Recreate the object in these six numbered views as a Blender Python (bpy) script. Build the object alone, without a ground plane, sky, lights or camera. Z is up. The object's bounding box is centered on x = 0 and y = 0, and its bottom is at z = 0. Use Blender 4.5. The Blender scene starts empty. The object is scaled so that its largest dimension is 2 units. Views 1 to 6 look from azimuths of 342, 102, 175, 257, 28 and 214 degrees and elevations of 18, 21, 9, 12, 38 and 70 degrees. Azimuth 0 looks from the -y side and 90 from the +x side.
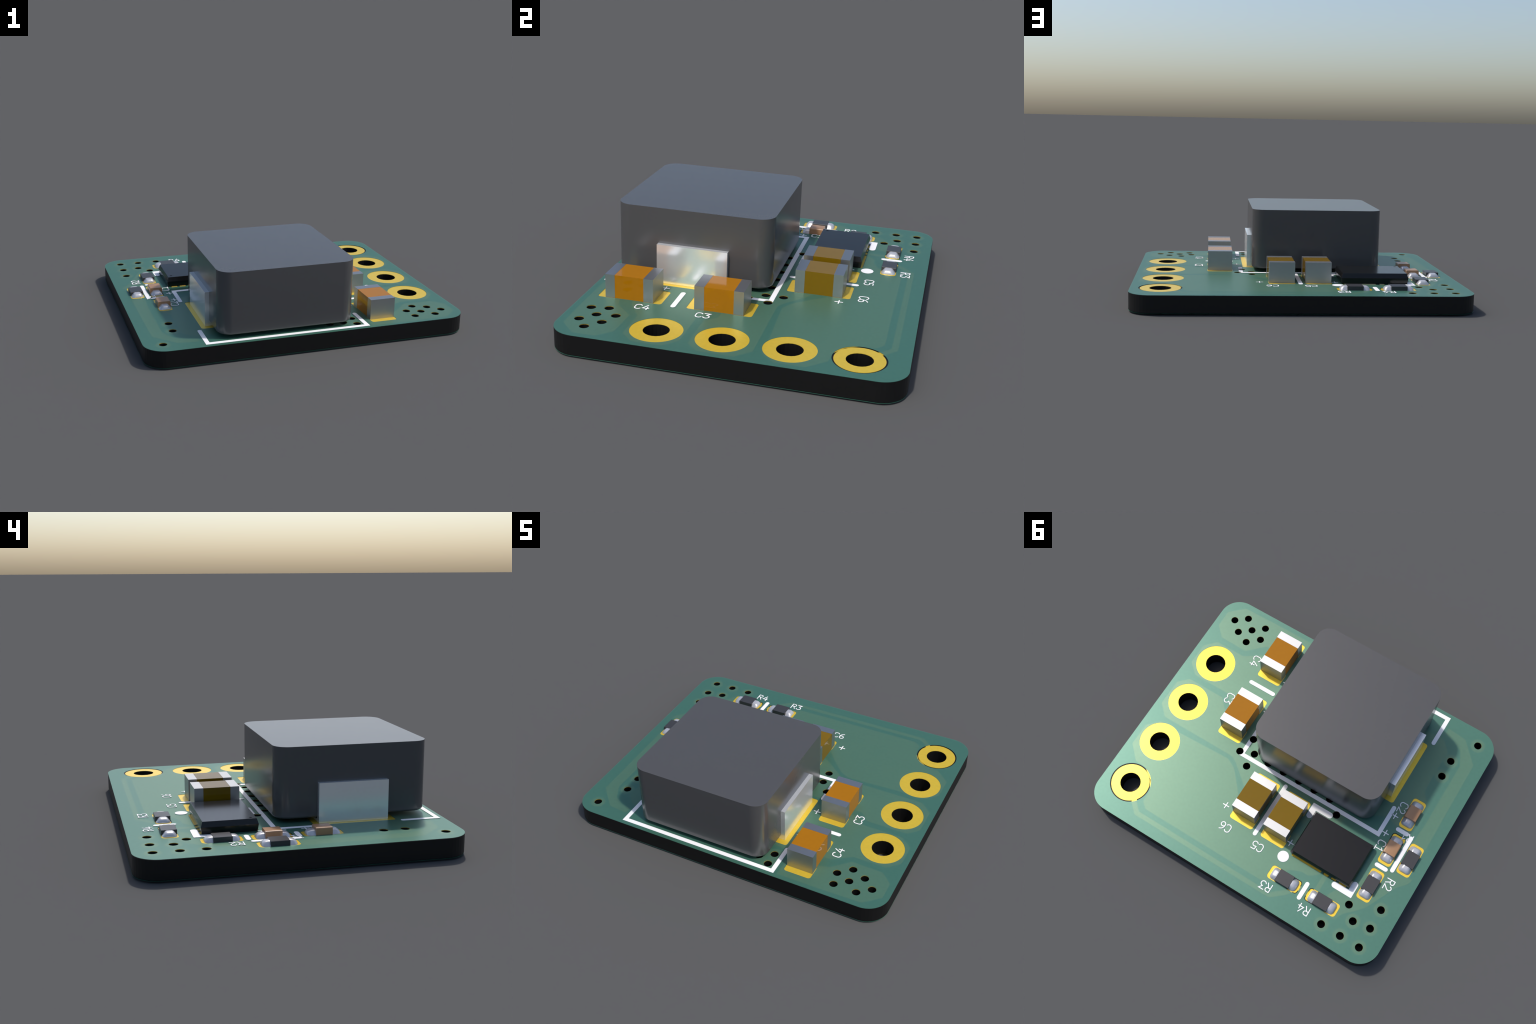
"""Small switching power-converter circuit board: black substrate, translucent green solder mask
over copper zones, gold contact pads, white silkscreen, a big moulded inductor, chip capacitors,
chip resistors with solder joints, a controller chip and four plated pin holes."""
import bpy, bmesh, math
from mathutils import Vector

# ------------------------------------------------------------------ heights of the board layers
Z_BODY0, Z_BODY1 = 0.0118, 0.1100      # black substrate
Z_ZONE, Z_TRACK, Z_RING, Z_PAD = 0.1107, 0.1105, 0.1109, 0.1115
Z_MASK = 0.1130                        # top face of the solder mask
Z_SILK0, Z_SILK1 = 0.1142, 0.1152
HALF_X, HALF_Y, CORNER = 1.0, 0.8335, 0.130

scene_collection = bpy.context.scene.collection


# ------------------------------------------------------------------ materials
def material(name, colour, rough=0.5, metallic=0.0, alpha=1.0, ior=1.5, grain=0.03,
             grain_scale=60.0, rough_spread=0.0, coat=0.0, specular=0.5):
    """Principled surface with a fine noise grain in colour (and optionally roughness)."""
    m = bpy.data.materials.new(name)
    m.use_nodes = True
    nt = m.node_tree
    b = nt.nodes["Principled BSDF"]
    coord = nt.nodes.new("ShaderNodeTexCoord")
    noise = nt.nodes.new("ShaderNodeTexNoise")
    noise.inputs["Scale"].default_value = grain_scale
    noise.inputs["Detail"].default_value = 3.0
    nt.links.new(coord.outputs["Object"], noise.inputs["Vector"])
    ramp = nt.nodes.new("ShaderNodeValToRGB")
    lo = [max(0.0, c * (1 - grain)) for c in colour]
    hi = [min(1.0, c * (1 + grain)) for c in colour]
    ramp.color_ramp.elements[0].position, ramp.color_ramp.elements[1].position = 0.3, 0.7
    ramp.color_ramp.elements[0].color = (*lo, 1)
    ramp.color_ramp.elements[1].color = (*hi, 1)
    nt.links.new(noise.outputs["Fac"], ramp.inputs["Fac"])
    nt.links.new(ramp.outputs["Color"], b.inputs["Base Color"])
    if rough_spread:
        mr = nt.nodes.new("ShaderNodeMapRange")
        mr.inputs["To Min"].default_value = rough - rough_spread
        mr.inputs["To Max"].default_value = rough + rough_spread
        nt.links.new(noise.outputs["Fac"], mr.inputs["Value"])
        nt.links.new(mr.outputs["Result"], b.inputs["Roughness"])
    else:
        b.inputs["Roughness"].default_value = rough
    b.inputs["Metallic"].default_value = metallic
    b.inputs["Alpha"].default_value = alpha
    b.inputs["IOR"].default_value = ior
    b.inputs["Coat Weight"].default_value = coat
    b.inputs["Specular IOR Level"].default_value = specular
    return m


M_BODY = material("black_laminate", (0.0052, 0.0051, 0.0050), rough=0.5, grain=0.1, specular=0.26)
M_MASK = material("green_solder_mask", (0.070, 0.203, 0.147), rough=0.395, metallic=0.32, alpha=0.815, specular=0.68)
M_GOLD = material("gold_plating", (0.80, 0.545, 0.045), rough=0.33, metallic=0.42, specular=0.55)
M_SILK = material("white_ink", (0.86, 0.86, 0.86), rough=0.55, grain=0.01)
M_FERRITE = material("grey_moulded_ferrite", (0.071, 0.070, 0.071), rough=0.24, grain=0.01)
M_TIN = material("tinned_metal", (0.90, 0.92, 0.93), rough=0.22, metallic=0.68, grain=0.01)
M_TIN_CAP = material("matte_tin_end", (0.375, 0.380, 0.390), rough=0.43, metallic=0.95, grain=0.01)
M_SOLDER = material("solder", (0.52, 0.52, 0.54), rough=0.26, metallic=0.4, grain=0.02)
M_ORANGE = material("orange_ceramic", (0.335, 0.133, 0.0025), rough=0.09, grain=0.02, specular=0.2)
M_OLIVE = material("olive_ceramic", (0.172, 0.100, 0.0035), rough=0.09, grain=0.02, specular=0.2)
M_TAN = material("tan_ceramic", (0.35, 0.19, 0.095), rough=0.3, grain=0.03)
M_RESISTOR = material("dark_resistor_film", (0.040, 0.0395, 0.0425), rough=0.35, grain=0.03, specular=0.38)
M_CHIP = material("black_epoxy", (0.0075, 0.0074, 0.0077), rough=0.2, grain=0.04, specular=0.32)


# ------------------------------------------------------------------ object helpers
def link(obj, parent=None):
    scene_collection.objects.link(obj)
    if parent is not None:
        obj.parent = parent
    return obj


def add_mesh(name, mesh, mat, parent):
    mesh.name = name
    mesh.materials.clear()
    mesh.materials.append(mat)
    return link(bpy.data.objects.new(name, mesh), parent)


def flat_mesh(loops, z0, z1, bottom=True):
    """Slab between z0 and z1 whose plan is the first loop minus the following loops
    (2D curve fill: nested loops become holes)."""
    cu = bpy.data.curves.new("plan", "CURVE")
    cu.dimensions, cu.fill_mode = "2D", "BOTH"
    cu.extrude = (z1 - z0) / 2
    for loop in loops:
        sp = cu.splines.new("POLY")
        sp.points.add(len(loop) - 1)
        for p, (x, y) in zip(sp.points, loop):
            p.co = (x, y, 0, 1)
        sp.use_cyclic_u = True
    tmp = bpy.data.objects.new("plan", cu)
    scene_collection.objects.link(tmp)
    dg = bpy.context.evaluated_depsgraph_get()
    dg.update()
    me = bpy.data.meshes.new_from_object(tmp.evaluated_get(dg))
    bpy.data.objects.remove(tmp)
    bpy.data.curves.remove(cu)
    bm = bmesh.new()
    bm.from_mesh(me)
    bmesh.ops.remove_doubles(bm, verts=bm.verts, dist=1e-6)
    bmesh.ops.recalc_face_normals(bm, faces=bm.faces)
    if not bottom:
        low = [f for f in bm.faces if all(v.co.z < 0 for v in f.verts)]
        bmesh.ops.delete(bm, geom=low, context="FACES")
    bmesh.ops.translate(bm, verts=bm.verts, vec=(0, 0, (z0 + z1) / 2))
    bm.to_mesh(me)
    bm.free()
    me.polygons.foreach_set("use_smooth", [False] * len(me.polygons))
    return me


def circle(cx, cy, r, n=32, phase=0.0):
    return [(cx + r * math.cos(phase + math.tau * i / n), cy + r * math.sin(phase + math.tau * i / n)) for i in range(n)]


def rounded_rect(cx, cy, hx, hy, r, n=6):
    out = []
    for k, (sx, sy) in enumerate(((1, 1), (-1, 1), (-1, -1), (1, -1))):
        for i in range(n + 1):
            a = math.pi / 2 * (k + i / n)
            out.append((cx + sx * (hx - r) + r * math.cos(a), cy + sy * (hy - r) + r * math.sin(a)))
    return out


def box_loop(x0, x1, y0, y1, r=0.014):
    return rounded_rect((x0 + x1) / 2, (y0 + y1) / 2, abs(x1 - x0) / 2, abs(y1 - y0) / 2, r, 4)


def loft(sections, close_ends=True, smooth=True):
    """Skin a list of equal-length closed rings of 3D points."""
    bm = bmesh.new()
    rings = [[bm.verts.new(p) for p in ring] for ring in sections]
    n = len(rings[0])
    for a, b in zip(rings, rings[1:]):
        for i in range(n):
            bm.faces.new((a[i], a[(i + 1) % n], b[(i + 1) % n], b[i])).smooth = smooth
    if close_ends:
        bm.faces.new(list(reversed(rings[0]))).smooth = False
        bm.faces.new(rings[-1]).smooth = False
    bmesh.ops.recalc_face_normals(bm, faces=bm.faces)
    me = bpy.data.meshes.new("loft")
    bm.to_mesh(me)
    bm.free()
    return me


def box_mesh(x0, x1, y0, y1, z0, z1, bevel=0.0, segments=2):
    bm = bmesh.new()
    bmesh.ops.create_cube(bm, size=1.0)
    bmesh.ops.scale(bm, vec=(x1 - x0, y1 - y0, z1 - z0), verts=bm.verts)
    bmesh.ops.translate(bm, vec=((x0 + x1) / 2, (y0 + y1) / 2, (z0 + z1) / 2), verts=bm.verts)
    if bevel:
        bmesh.ops.bevel(bm, geom=list(bm.edges), offset=bevel, segments=segments, profile=0.5, affect="EDGES")
    me = bpy.data.meshes.new("box")
    bm.to_mesh(me)
    bm.free()
    return me


def sharp_by_angle(me, angle=30):
    me.polygons.foreach_set("use_smooth", [True] * len(me.polygons))
    bm = bmesh.new()
    bm.from_mesh(me)
    for e in bm.edges:
        e.smooth = not (len(e.link_faces) == 2 and e.calc_face_angle(0) > math.radians(angle))
    for f in bm.faces:
        if len(f.verts) > 8:
            f.smooth = False
    bm.to_mesh(me)
    bm.free()


def ribbon(points, width, cap_segments=8, closed=False):
    """Outline of a stroke of constant width with mitred joints and round ends."""
    pts = [Vector(p) for p in points]
    h = width / 2
    left, right = [], []
    for i, p in enumerate(pts):
        a = (p - pts[i - 1]).normalized() if i else None
        b = (pts[i + 1] - p).normalized() if i < len(pts) - 1 else None
        if a is None or b is None:
            d = b or a
            nrm = Vector((-d.y, d.x))
            left.append(p + nrm * h)
            right.append(p - nrm * h)
        else:
            na, nb = Vector((-a.y, a.x)), Vector((-b.y, b.x))
            m = (na + nb).normalized()
            k = h / max(0.45, m.dot(na))
            left.append(p + m * k)
            right.append(p - m * k)

    def cap(p, d):
        base = math.atan2(d.y, d.x)
        return [p + Vector((math.cos(base + math.pi / 2 - math.pi * i / cap_segments),
                            math.sin(base + math.pi / 2 - math.pi * i / cap_segments))) * h
                for i in range(1, cap_segments)]
    out = left + cap(pts[-1], (pts[-1] - pts[-2]).normalized()) + list(reversed(right)) + \
        cap(pts[0], (pts[0] - pts[1]).normalized())
    return [(v.x, v.y) for v in out]


# ------------------------------------------------------------------ the thing
root = bpy.data.objects.new("circuit_board", None)
root["label"] = "small green power converter circuit board with large grey inductor"
root["category"] = "circuit board"
link(root)

# ------------------------------------------------------------------ layout tables
PIN_X, PIN_YS = 0.8237, (-0.3512, -0.0318, 0.2876, 0.6070)
PIN_HOLE, PIN_OPENING, PIN_PAD = 0.0632, 0.1268, 0.1187
VIA_HOLE, VIA_RING = 0.0232, 0.0440
VIAS = [(.8906, -.6835), (.8201, -.7399), (.6848, -.7366), (.7536, -.6799), (.8239, -.6228), (.7394, -.5865), (.6688, -.6499),
        (-.6317, .7358), (-.7118, .5508), (-.7803, .6231), (-.8876, .4796), (-.8875, .6073), (-.7600, .7362), (-.8875, .7356),
        (-.8881, -.7355), (-.7933, -.5564), (-.7934, -.4410),
        (.3287, -.0331), (.3591, .0773), (.2706, .0466), (.2693, .1393), (-.3680, .1177),
        (.1640, .0525), (.0515, .0525), (-.0597, .0525), (-.1710, .0525), (-.2825, .0525),
        (.2900, -.6700), (.2900, -.7545), (.2160, -.7167), (.1270, -.7187)]

# big chip capacitors: centre, ceramic material  (long axis along y)
BIG_CAPS = [((.4712, -.5930), M_ORANGE), ((.4712, -.1280), M_ORANGE), ((-.1203, .3040), M_OLIVE), ((.1022, .3030), M_OLIVE)]
# small parts: centre, axis the part lies along
SMALL_CAPS = [((-.7605, .1300), "y"), ((-.7605, -.1275), "y")]
RESISTORS = [((-.8870, .1290), "y"), ((-.7605, .3840), "y"), ((-.3105, .6230), "x"), ((-.5705, .6230), "x")]

IND_X0, IND_X1, IND_Y0, IND_Y1, IND_Z0, IND_Z1 = -.5680, .2665, -.7720, .0645, .1362, .5172

ISOLATED = {(-.3105, .6230, -1), (-.5705, .6230, 1), (-.7605, .1300, -1)}   # pads that stand free of a copper pour
openings = []        # mask openings
pads = []            # copper pads shown through the openings
for (cx, cy), _ in BIG_CAPS:
    for s in (-1, 1):
        y0, y1 = sorted((cy + s * .0640, cy + s * .1680))
        openings.append(box_loop(cx - .0815, cx + .0815, y0, y1, .016))
        pads.append(box_loop(cx - .0840, cx + .0840, y0 - .0025, y1 + .0025, .016))
for (cx, cy), ax in SMALL_CAPS + RESISTORS:
    for s in (-1, 1):
        a0, a1 = sorted((s * .0265, s * .1040))
        for store, g, r in ((openings, 0.0, .018), (pads, .0045 if (cx, cy, s) in ISOLATED else -.003, .014)):
            if ax == "y":
                store.append(box_loop(cx - .0430 + g, cx + .0430 - g, cy + a0 + g, cy + a1 - g, r))
            else:
                store.append(box_loop(cx + a0 + g, cx + a1 - g, cy - .0430 + g, cy + .0430 - g, r))
for x0, x1 in ((-.6225, -.4300), (.1300, .3190)):
    openings.append(box_loop(x0, x1, -.5770, -.1270, .016))
    pads.append(box_loop(x0 - .003, x1 + .003, -.5800, -.1240, .016))
CHIP_PADS = [(-.4690, -.2690, 1), (-.5220, -.4880, 1), (-.5750, -.5410, 1), (-.6400, -.5960, 1),
             (-.6390, -.5970, -1), (-.5830, -.5400, -1), (-.5250, -.4880, -1), (-.4690, -.2690, -1)]
for x0, x1, s in CHIP_PADS:
    y0, y1 = (.4000, .4730) if s > 0 else (.1725, .2450)
    openings.append(box_loop(x0 - .003, x1 + .003, y0 - .003, y1 + .003, .006))
    pads.append(box_loop(x0, x1, y0, y1, .005))

# ------------------------------------------------------------------ substrate and solder mask
board_outline = rounded_rect(0, 0, HALF_X, HALF_Y, CORNER, 10)
body_holes = [circle(PIN_X, y, PIN_HOLE, 22) for y in PIN_YS] + [circle(x, y, VIA_HOLE, 20) for x, y in VIAS]
substrate = add_mesh("substrate", flat_mesh([board_outline] + body_holes, Z_BODY0, Z_BODY1), M_BODY, root)
mask_outline = rounded_rect(0, 0, HALF_X, HALF_Y, CORNER, 20)
mask_holes = [circle(PIN_X, y, PIN_OPENING, 64) for y in PIN_YS] + [circle(x, y, VIA_HOLE + .0006, 24) for x, y in VIAS] + openings
add_mesh("solder_mask", flat_mesh([mask_outline] + mask_holes, Z_MASK - .0012, Z_MASK, bottom=False), M_MASK, root)
under_holes = [circle(PIN_X, y, PIN_OPENING, 64) for y in PIN_YS] + [circle(x, y, VIA_HOLE + .0006, 24) for x, y in VIAS]
under = flat_mesh([mask_outline] + under_holes, .0074, .0079)
add_mesh("solder_mask", under, M_MASK, root)

# ------------------------------------------------------------------ copper
def copper(name, loops, z_top, z_low=None):
    return add_mesh(name, flat_mesh(loops, Z_BODY1 - .002 if z_low is None else z_low, z_top), M_GOLD, root)


def holes_inside(poly):
    """Via and pin holes lying inside a polygon (so that the copper leaves them open)."""
    def inside(x, y):
        c = False
        for (x0, y0), (x1, y1) in zip(poly, poly[1:] + poly[:1]):
            if (y0 > y) != (y1 > y) and x < (x1 - x0) * (y - y0) / (y1 - y0) + x0:
                c = not c
        return c
    out = [circle(x, y, VIA_HOLE + .0006, 20) for x, y in VIAS if inside(x, y)]
    out += [circle(PIN_X, y, PIN_PAD - .02, 32) for y in PIN_YS if inside(PIN_X, y)]
    return out


ZONES = [
    # ground pour round the corner vias, reaching the far end of the outer capacitor
    [(.876, -.796), (.963, -.712), (.962, -.598), (.895, -.533), (.709, -.530), (.612, -.626), (.560, -.640),
     (.370, -.640), (.370, -.803), (.620, -.803)],
    # output pour: first pin, the inner capacitor ends and the inductor pad
    [(.899, -.490), (.964, -.421), (.964, -.279), (.892, -.215), (.640, -.215), (.590, -.160), (.180, -.160),
     (.110, -.220), (.110, -.600), (.330, -.600), (.560, -.570), (.600, -.560), (.700, -.490)],
    # ground pour of the second pin, running behind the inductor
    [(.905, -.173), (.964, -.112), (.965, .061), (.893, .131), (.385, .131), (.345, .150), (.215, .255),
     (.190, .270), (-.230, .270), (-.250, .155), (-.335, .165), (-.420, .160), (-.420, .010), (.200, -.020),
     (.240, -.100), (.600, -.115), (.655, -.173)],
    # input pour of the third pin
    [(.897, .173), (.963, .239), (.964, .388), (.878, .473), (.800, .478), (.728, .527), (.692, .590), (.686, .667),
     (.646, .700), (-.190, .700), (-.270, .668), (-.300, .560), (-.371, .529), (-.419, .530), (-.472, .487),
     (-.472, .345), (.195, .345), (.230, .300), (.330, .190), (.395, .157), (.745, .173)],
    # ground pour between the chip and the small parts
    [(-.573, .566), (-.600, .520), (-.590, .440), (-.690, .420), (-.710, .300), (-.710, .250), (-.935, .235),
     (-.957, .224), (-.947, .262), (-.896, .318), (-.805, .512), (-.766, .560), (-.708, .617), (-.680, .672), (-.600, .672), (-.590, .600)],
    # feedback pour along the short edge
    [(-.678, -.745), (-.802, -.733), (-.926, -.605), (-.934, -.010), (-.934, .075), (-.850, .075),
     (-.850, -.030), (-.856, -.100), (-.856, -.560), (-.810, -.650), (-.740, -.690), (-.678, -.700)],
    # switch-node pour under the inductor pad
    [(-.500, -.660), (-.690, -.660), (-.748, -.600), (-.748, -.300), (-.800, -.240), (-.810, -.120), (-.800, -.015),
     (-.700, -.015), (-.640, -.040), (-.560, .000), (-.400, -.020)],
]
for poly in ZONES:
    copper("copper_zone", [poly] + holes_inside(poly), Z_ZONE)
TRACKS = [
    ([(PIN_X - .080, .676), (.731, .700), (.677, .749), (-.282, .749), (-.352, .690), (-.388, .640)], .030),
    ([(-.505, .478), (-.505, .600)], .028),
    ([(-.400, .624), (-.480, .624)], .030),
    ([(-.745, .045), (-.800, .045)], .026),
]
for k, (line, width) in enumerate(TRACKS):
    copper("copper_trace", [ribbon(line, width)], Z_TRACK - .0001 * k)
for k, y in enumerate(PIN_YS):
    copper("pin_pad", [circle(PIN_X, y, PIN_PAD if k == 3 else PIN_OPENING + .002, 64), circle(PIN_X, y, PIN_HOLE + .0006, 22)], Z_PAD)
    copper("pin_pad", [circle(PIN_X, y, PIN_PAD, 64), circle(PIN_X, y, PIN_HOLE + .0030, 22)], .0125, .0076)
for x, y in VIAS:
    copper("via_ring", [circle(x, y, VIA_RING, 28), circle(x, y, VIA_HOLE + .0005, 20)], Z_RING)
for loop in pads:
    copper("contact_pad", [loop], Z_PAD)

# ------------------------------------------------------------------ silkscreen
LINE = 0.0256


def silk(name, loops, lift=0.0):
    return add_mesh(name, flat_mesh(loops, Z_SILK0 + lift, Z_SILK1 + lift), M_SILK, root)


def cut_holes(obj, centres):
    cut = bpy.data.objects.new("cutter", flat_mesh([circle(*centres[0], VIA_HOLE + .0006, 24)], .05, .2))
    bm = bmesh.new()
    for c in centres:
        bm.from_mesh(flat_mesh([circle(*c, VIA_HOLE + .0006, 24)], .05, .2))
    bm.to_mesh(cut.data)
    bm.free()
    scene_collection.objects.link(cut)
    mod = obj.modifiers.new("vias", "BOOLEAN")
    mod.operation, mod.solver, mod.object = "DIFFERENCE", "EXACT", cut
    dg = bpy.context.evaluated_depsgraph_get()
    dg.update()
    me = bpy.data.meshes.new_from_object(obj.evaluated_get(dg))
    obj.modifiers.clear()
    obj.data = me
    bpy.data.objects.remove(cut)


silk("silkscreen_line", [ribbon([(-.644, -.606), (-.644, -.797), (.338, -.797), (.338, -.606)], LINE)])
upper = silk("silkscreen_line", [ribbon([(-.644, -.106), (-.644, .0875), (.338, .0875), (.338, -.106)], LINE)])
cut_holes(upper, [(.3287, -.0331), (.3591, .0773), (-.3680, .1177)] + [(x, .0525) for x in (.164, .0515, -.0597, -.171, -.2825)])
for line, width in (
        ([(.555, -.3612), (.390, -.3612)], LINE), ([(-.0080, .1255), (-.0080, .4785)], LINE),
        ([(-.2290, .2053), (-.2290, .1420), (-.3350, .1420)], .038), ([(-.5800, .4940), (-.6830, .4940), (-.6830, .4310)], .038),
        ([(-.7306, .2555), (-.7905, .2555)], LINE), ([(-.7306, -.0010), (-.7915, -.0010)], LINE),
        ([(-.4400, .5760), (-.4400, .6710)], LINE), ([(-.8260, .0086), (-.8260, .2390)], LINE)):
    silk("silkscreen_line", [ribbon(line, width)], .0002)
silk("silkscreen_dot", [circle(-.2289, .5082, .0345, 40)])


def arc(cx, cy, rx, ry, a0, a1, n=12):
    return [(cx + rx * math.cos(math.radians(a0 + (a1 - a0) * i / n)), cy + ry * math.sin(math.radians(a0 + (a1 - a0) * i / n)))
            for i in range(n + 1)]


# stroke letters: unit height 1, each glyph a list of strokes; second value is the advance
GLYPHS = {
    "C": ([arc(.34, .70, .30, .27, 25, 180, 9) + arc(.34, .30, .30, .27, 180, 335, 9)], .76),
    "R": ([[(.06, 0), (.06, .97)], [(.06, .97), (.36, .97)] + arc(.36, .735, .22, .235, 75, -75, 8) + [(.36, .50), (.06, .50)],
           [(.32, .50), (.60, 0)]], .76),
    "1": ([[(.06, .03), (.62, .03)], [(.34, .06), (.34, .97), (.24, .84), (.08, .74)]], .76),
    "2": ([arc(.31, .70, .25, .27, 165, -15, 9) + [(.50, .50), (.05, .03), (.62, .03)]], .76),
    "3": ([[(.03, .97), (.58, .97), (.30, .62)] + arc(.30, .32, .30, .29, 75, -160, 11)], .76),
    "4": ([[(.42, .98), (.06, .30), (.68, .30)], [(.50, .62), (.50, 0)]], .76),
    "5": ([[(.56, .97), (.10, .97), (.06, .58)] + arc(.29, .33, .30, .30, 115, -155, 11)], .76),
    "6": ([[(.50, .97)] + arc(.46, .42, .40, .50, 105, 180, 6) + arc(.32, .29, .26, .26, 185, 395, 10),
           arc(.32, .29, .26, .26, 40, 150, 6)], .76),
}


def write(text, origin, up, size=.0520, stroke=.0056):
    """Stroke lettering on the board: origin = lower left corner, up = '+y' or '-x' direction of the glyph tops."""
    pen = 0.0
    for ch in text:
        strokes, adv = GLYPHS[ch]
        loops = []
        bm = bmesh.new()
        for k, st in enumerate(strokes):
            pts = []
            for gx, gy in st:
                u, v = (pen + gx) * size, gy * size
                pts.append((origin[0] + u, origin[1] + v) if up == "+y" else (origin[0] - v, origin[1] + u))
            bm.from_mesh(flat_mesh([ribbon(pts, stroke, 6)], Z_SILK0 + .0005 + .0002 * k, Z_SILK1 + .0005 + .0002 * k))
        me = bpy.data.meshes.new("letter")
        bm.to_mesh(me)
        bm.free()
        add_mesh("printed_letter", me, M_SILK, root)
        pen += adv


write("C4", (.6365, -.5380), "-x")
write("C3", (.6365, -.2260), "-x")
write("C6", (.1300, .5125), "+y")
write("C5", (-.1010, .5125), "+y")
write("R3", (-.2730, .6920), "+y")
write("R4", (-.5370, .6920), "+y")
write("R2", (-.8270, .2890), "-x")
write("C1", (-.6655, .1085), "-x")
write("C2", (-.6640, -.1690), "-x")
write("R1", (-.8375, -.0100), "+y")

for k, (x, y) in enumerate(((-.2222, .4140), (-.6780, .0590), (-.6737, -.0653), (.2374, .4204), (.3560, -.2300), (.3560, -.4680))):
    a, b = ribbon([(x - .0195, y), (x + .0195, y)], .0060, 6), ribbon([(x, y - .0195), (x, y + .0195)], .0060, 6)
    bm = bmesh.new()
    bm.from_mesh(flat_mesh([a], Z_SILK0, Z_SILK1))
    bm.from_mesh(flat_mesh([b], Z_SILK0 + .0003, Z_SILK1 + .0003))
    me = bpy.data.meshes.new("plus")
    bm.to_mesh(me)
    bm.free()
    add_mesh("silkscreen_plus", me, M_SILK, root)

# ------------------------------------------------------------------ inductor
def ring_at(inset, z, r=.081, n=14):
    cx, cy = (IND_X0 + IND_X1) / 2, (IND_Y0 + IND_Y1) / 2
    hx, hy = (IND_X1 - IND_X0) / 2 - inset, (IND_Y1 - IND_Y0) / 2 - inset
    return [(x, y, z) for x, y in rounded_rect(cx, cy, hx, hy, max(.01, r - inset), n)]


FIL = .013
sections = [ring_at(FIL * (1 - math.sin(a)), IND_Z0 + FIL * (1 - math.cos(a))) for a in [math.pi / 2 * i / 6 for i in range(7)]]
sections += [ring_at(0, IND_Z1)]
ind_mesh = loft(sections)
sharp_by_angle(ind_mesh, 40)
inductor = add_mesh("inductor", ind_mesh, M_FERRITE, root)

for side in (-1, 1):
    if side > 0:
        x_in, x_out, foot = IND_X1 - .012, .2912, .150
    else:
        x_in, x_out, foot = IND_X0 + .012, -.5945, -.450
    # bent tab: upright plate against the case, foot folded under it
    prof = [(x_out, .1122), (x_out, .3255), (x_in, .3255), (x_in, .1290), (foot, .1290), (foot, .1122)]
    secs = [[(x, y, z) for x, z in prof] for y in (-.5398, -.1608)]
    tab = loft(secs, smooth=False)
    add_mesh("terminal", tab, M_TIN, inductor)

# ------------------------------------------------------------------ big chip capacitors (2.0 x 1.25 style)
CAP_Z0, CAP_Z1, CAP_HX, CAP_HY, CAP_END = .1118, .2378, .0785, .1255, .0500
shared_ends = [box_mesh(-CAP_HX, CAP_HX, y0, y1, 0, CAP_Z1 - CAP_Z0)
               for y0, y1 in ((-CAP_HY, -CAP_HY + CAP_END), (CAP_HY - CAP_END, CAP_HY))]
bodies = {}
for (cx, cy), mat in BIG_CAPS:
    if mat.name not in bodies:
        me = box_mesh(-CAP_HX + .0006, CAP_HX - .0006, -CAP_HY + CAP_END, CAP_HY - CAP_END, .0005, CAP_Z1 - CAP_Z0 - .0006)
        me.name = "capacitor"
        me.materials.append(mat)
        bodies[mat.name] = me
    cap = link(bpy.data.objects.new("capacitor", bodies[mat.name]), root)
    cap.location = (cx, cy, CAP_Z0)
    for me in shared_ends:
        if not me.materials:
            me.materials.append(M_TIN_CAP)
        link(bpy.data.objects.new("end_cap", me), cap)

# ------------------------------------------------------------------ small capacitors and resistors with solder joints
def solder_joint_mesh(height=.0245):
    """Half dome of solder against a part's end face; part lies along +y from the origin, joint grows outward."""
    secs = []
    inner = -.012
    reach = .0425
    steps = [0, .12, .28, .45, .62, .77, .89, .96, 1.0]
    for t in steps:
        hw = .0190 + .0195 * (1 - t) ** .85 * (1 - .25 * t ** 4)
        if t > .85:
            hw -= .006 * ((t - .85) / .15) ** 2
        out = reach * (.34 + .66 * math.sqrt(max(0.0, 1 - t ** 1.9)))
        if t > .85:
            out -= .006 * ((t - .85) / .15) ** 2
        z = height * t
        r = min(.020, hw * .62, out * .75)
        ring = [(-hw, inner, z)]
        ring += [(hw, inner, z)]
        for i in range(9):
            a = math.pi / 2 * i / 8
            ring.append((hw - r + r * math.cos(a), out - r + r * math.sin(a), z))
        for i in range(9):
            a = math.pi / 2 + math.pi / 2 * i / 8
            ring.append((-hw + r + r * math.cos(a), out - r + r * math.sin(a), z))
        secs.append(ring)
    me = loft(secs)
    sharp_by_angle(me, 55)
    me.name = "solder_joint"
    me.materials.append(M_SOLDER)
    return me


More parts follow.
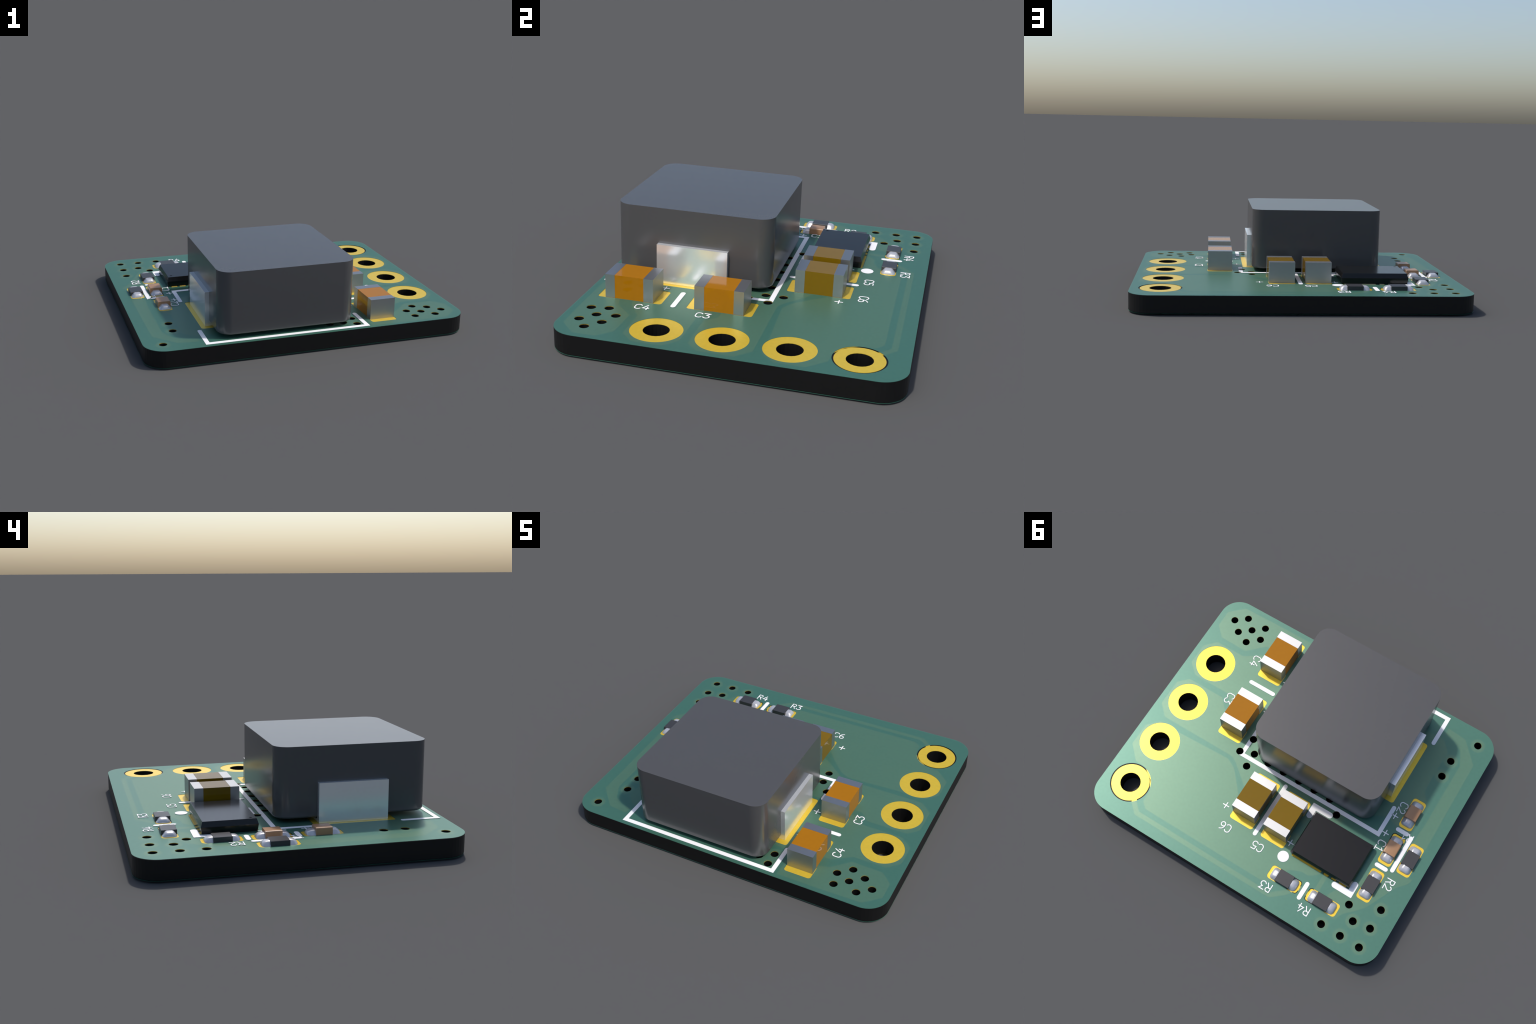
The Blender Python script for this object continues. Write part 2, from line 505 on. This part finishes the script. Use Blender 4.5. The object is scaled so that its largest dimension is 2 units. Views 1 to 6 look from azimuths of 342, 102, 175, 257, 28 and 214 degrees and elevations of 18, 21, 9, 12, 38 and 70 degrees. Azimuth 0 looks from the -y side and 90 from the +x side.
JOINT = solder_joint_mesh()
RES_MESH = box_mesh(-.0400, .0400, -.0480, .0480, 0, .0262, .0012, 1)
RES_MESH.name = "resistor"
RES_MESH.materials.append(M_RESISTOR)
CAP_MESH = box_mesh(-.0398, .0398, -.0428, .0428, 0, .0385)
bm = bmesh.new()
bm.from_mesh(CAP_MESH)
bmesh.ops.bevel(bm, geom=[e for e in bm.edges if abs(e.verts[0].co.x - e.verts[1].co.x) < 1e-6 and e.verts[0].co.z > .03 and e.verts[1].co.z > .03],
                offset=.0075, segments=4, profile=.5, affect="EDGES")
bm.to_mesh(CAP_MESH)
bm.free()
sharp_by_angle(CAP_MESH, 35)
CAP_MESH.name = "capacitor"
CAP_MESH.materials.append(M_TAN)

for kind, table, mesh, half in (("capacitor", SMALL_CAPS, CAP_MESH, .0428), ("resistor", RESISTORS, RES_MESH, .0480)):
    for (cx, cy), ax in table:
        part = link(bpy.data.objects.new(kind, mesh), root)
        part.location = (cx, cy, .1117)
        part.rotation_euler.z = 0 if ax == "y" else math.pi / 2
        for s in (1, -1):
            j = link(bpy.data.objects.new("solder_joint", JOINT), part)
            j.location = (0, s * (half - .0015 + (.0035 if kind == "capacitor" else 0)), .0002)
            j.rotation_euler.z = 0 if s > 0 else math.pi

# ------------------------------------------------------------------ controller chip
CX, CY, CHX, CHY = -.4600, .3230, .1965, .1390
profile = [(.004, .1155), (.0088, .1490), (.0086, .1520), (0.0, .1792), (-.0006, .1796)]
secs = [[(x, y, z) for x, y in rounded_rect(CX, CY, CHX + g, CHY + g, .002, 2)] for g, z in profile]
chip_mesh = loft(secs, smooth=False)
chip = add_mesh("chip", chip_mesh, M_CHIP, root)
dot_bm = [(-.6335, .2115)]
cut = bpy.data.objects.new("dimple", flat_mesh([circle(-.6335, .2115, .0072, 24)], .1775, .19))
scene_collection.objects.link(cut)
mod = chip.modifiers.new("dimple", "BOOLEAN")
mod.operation, mod.solver, mod.object = "DIFFERENCE", "EXACT", cut
dg = bpy.context.evaluated_depsgraph_get()
dg.update()
new = bpy.data.meshes.new_from_object(chip.evaluated_get(dg))
chip.modifiers.clear()
chip.data = new
bpy.data.objects.remove(cut)
for x0, x1, s in CHIP_PADS:
    y0, y1 = (.405, CY + CHY + .002) if s > 0 else (CY - CHY - .002, .240)
    add_mesh("lead", box_mesh(x0 + .003, x1 - .003, y0, y1, .1118, .1172), M_TIN, chip)
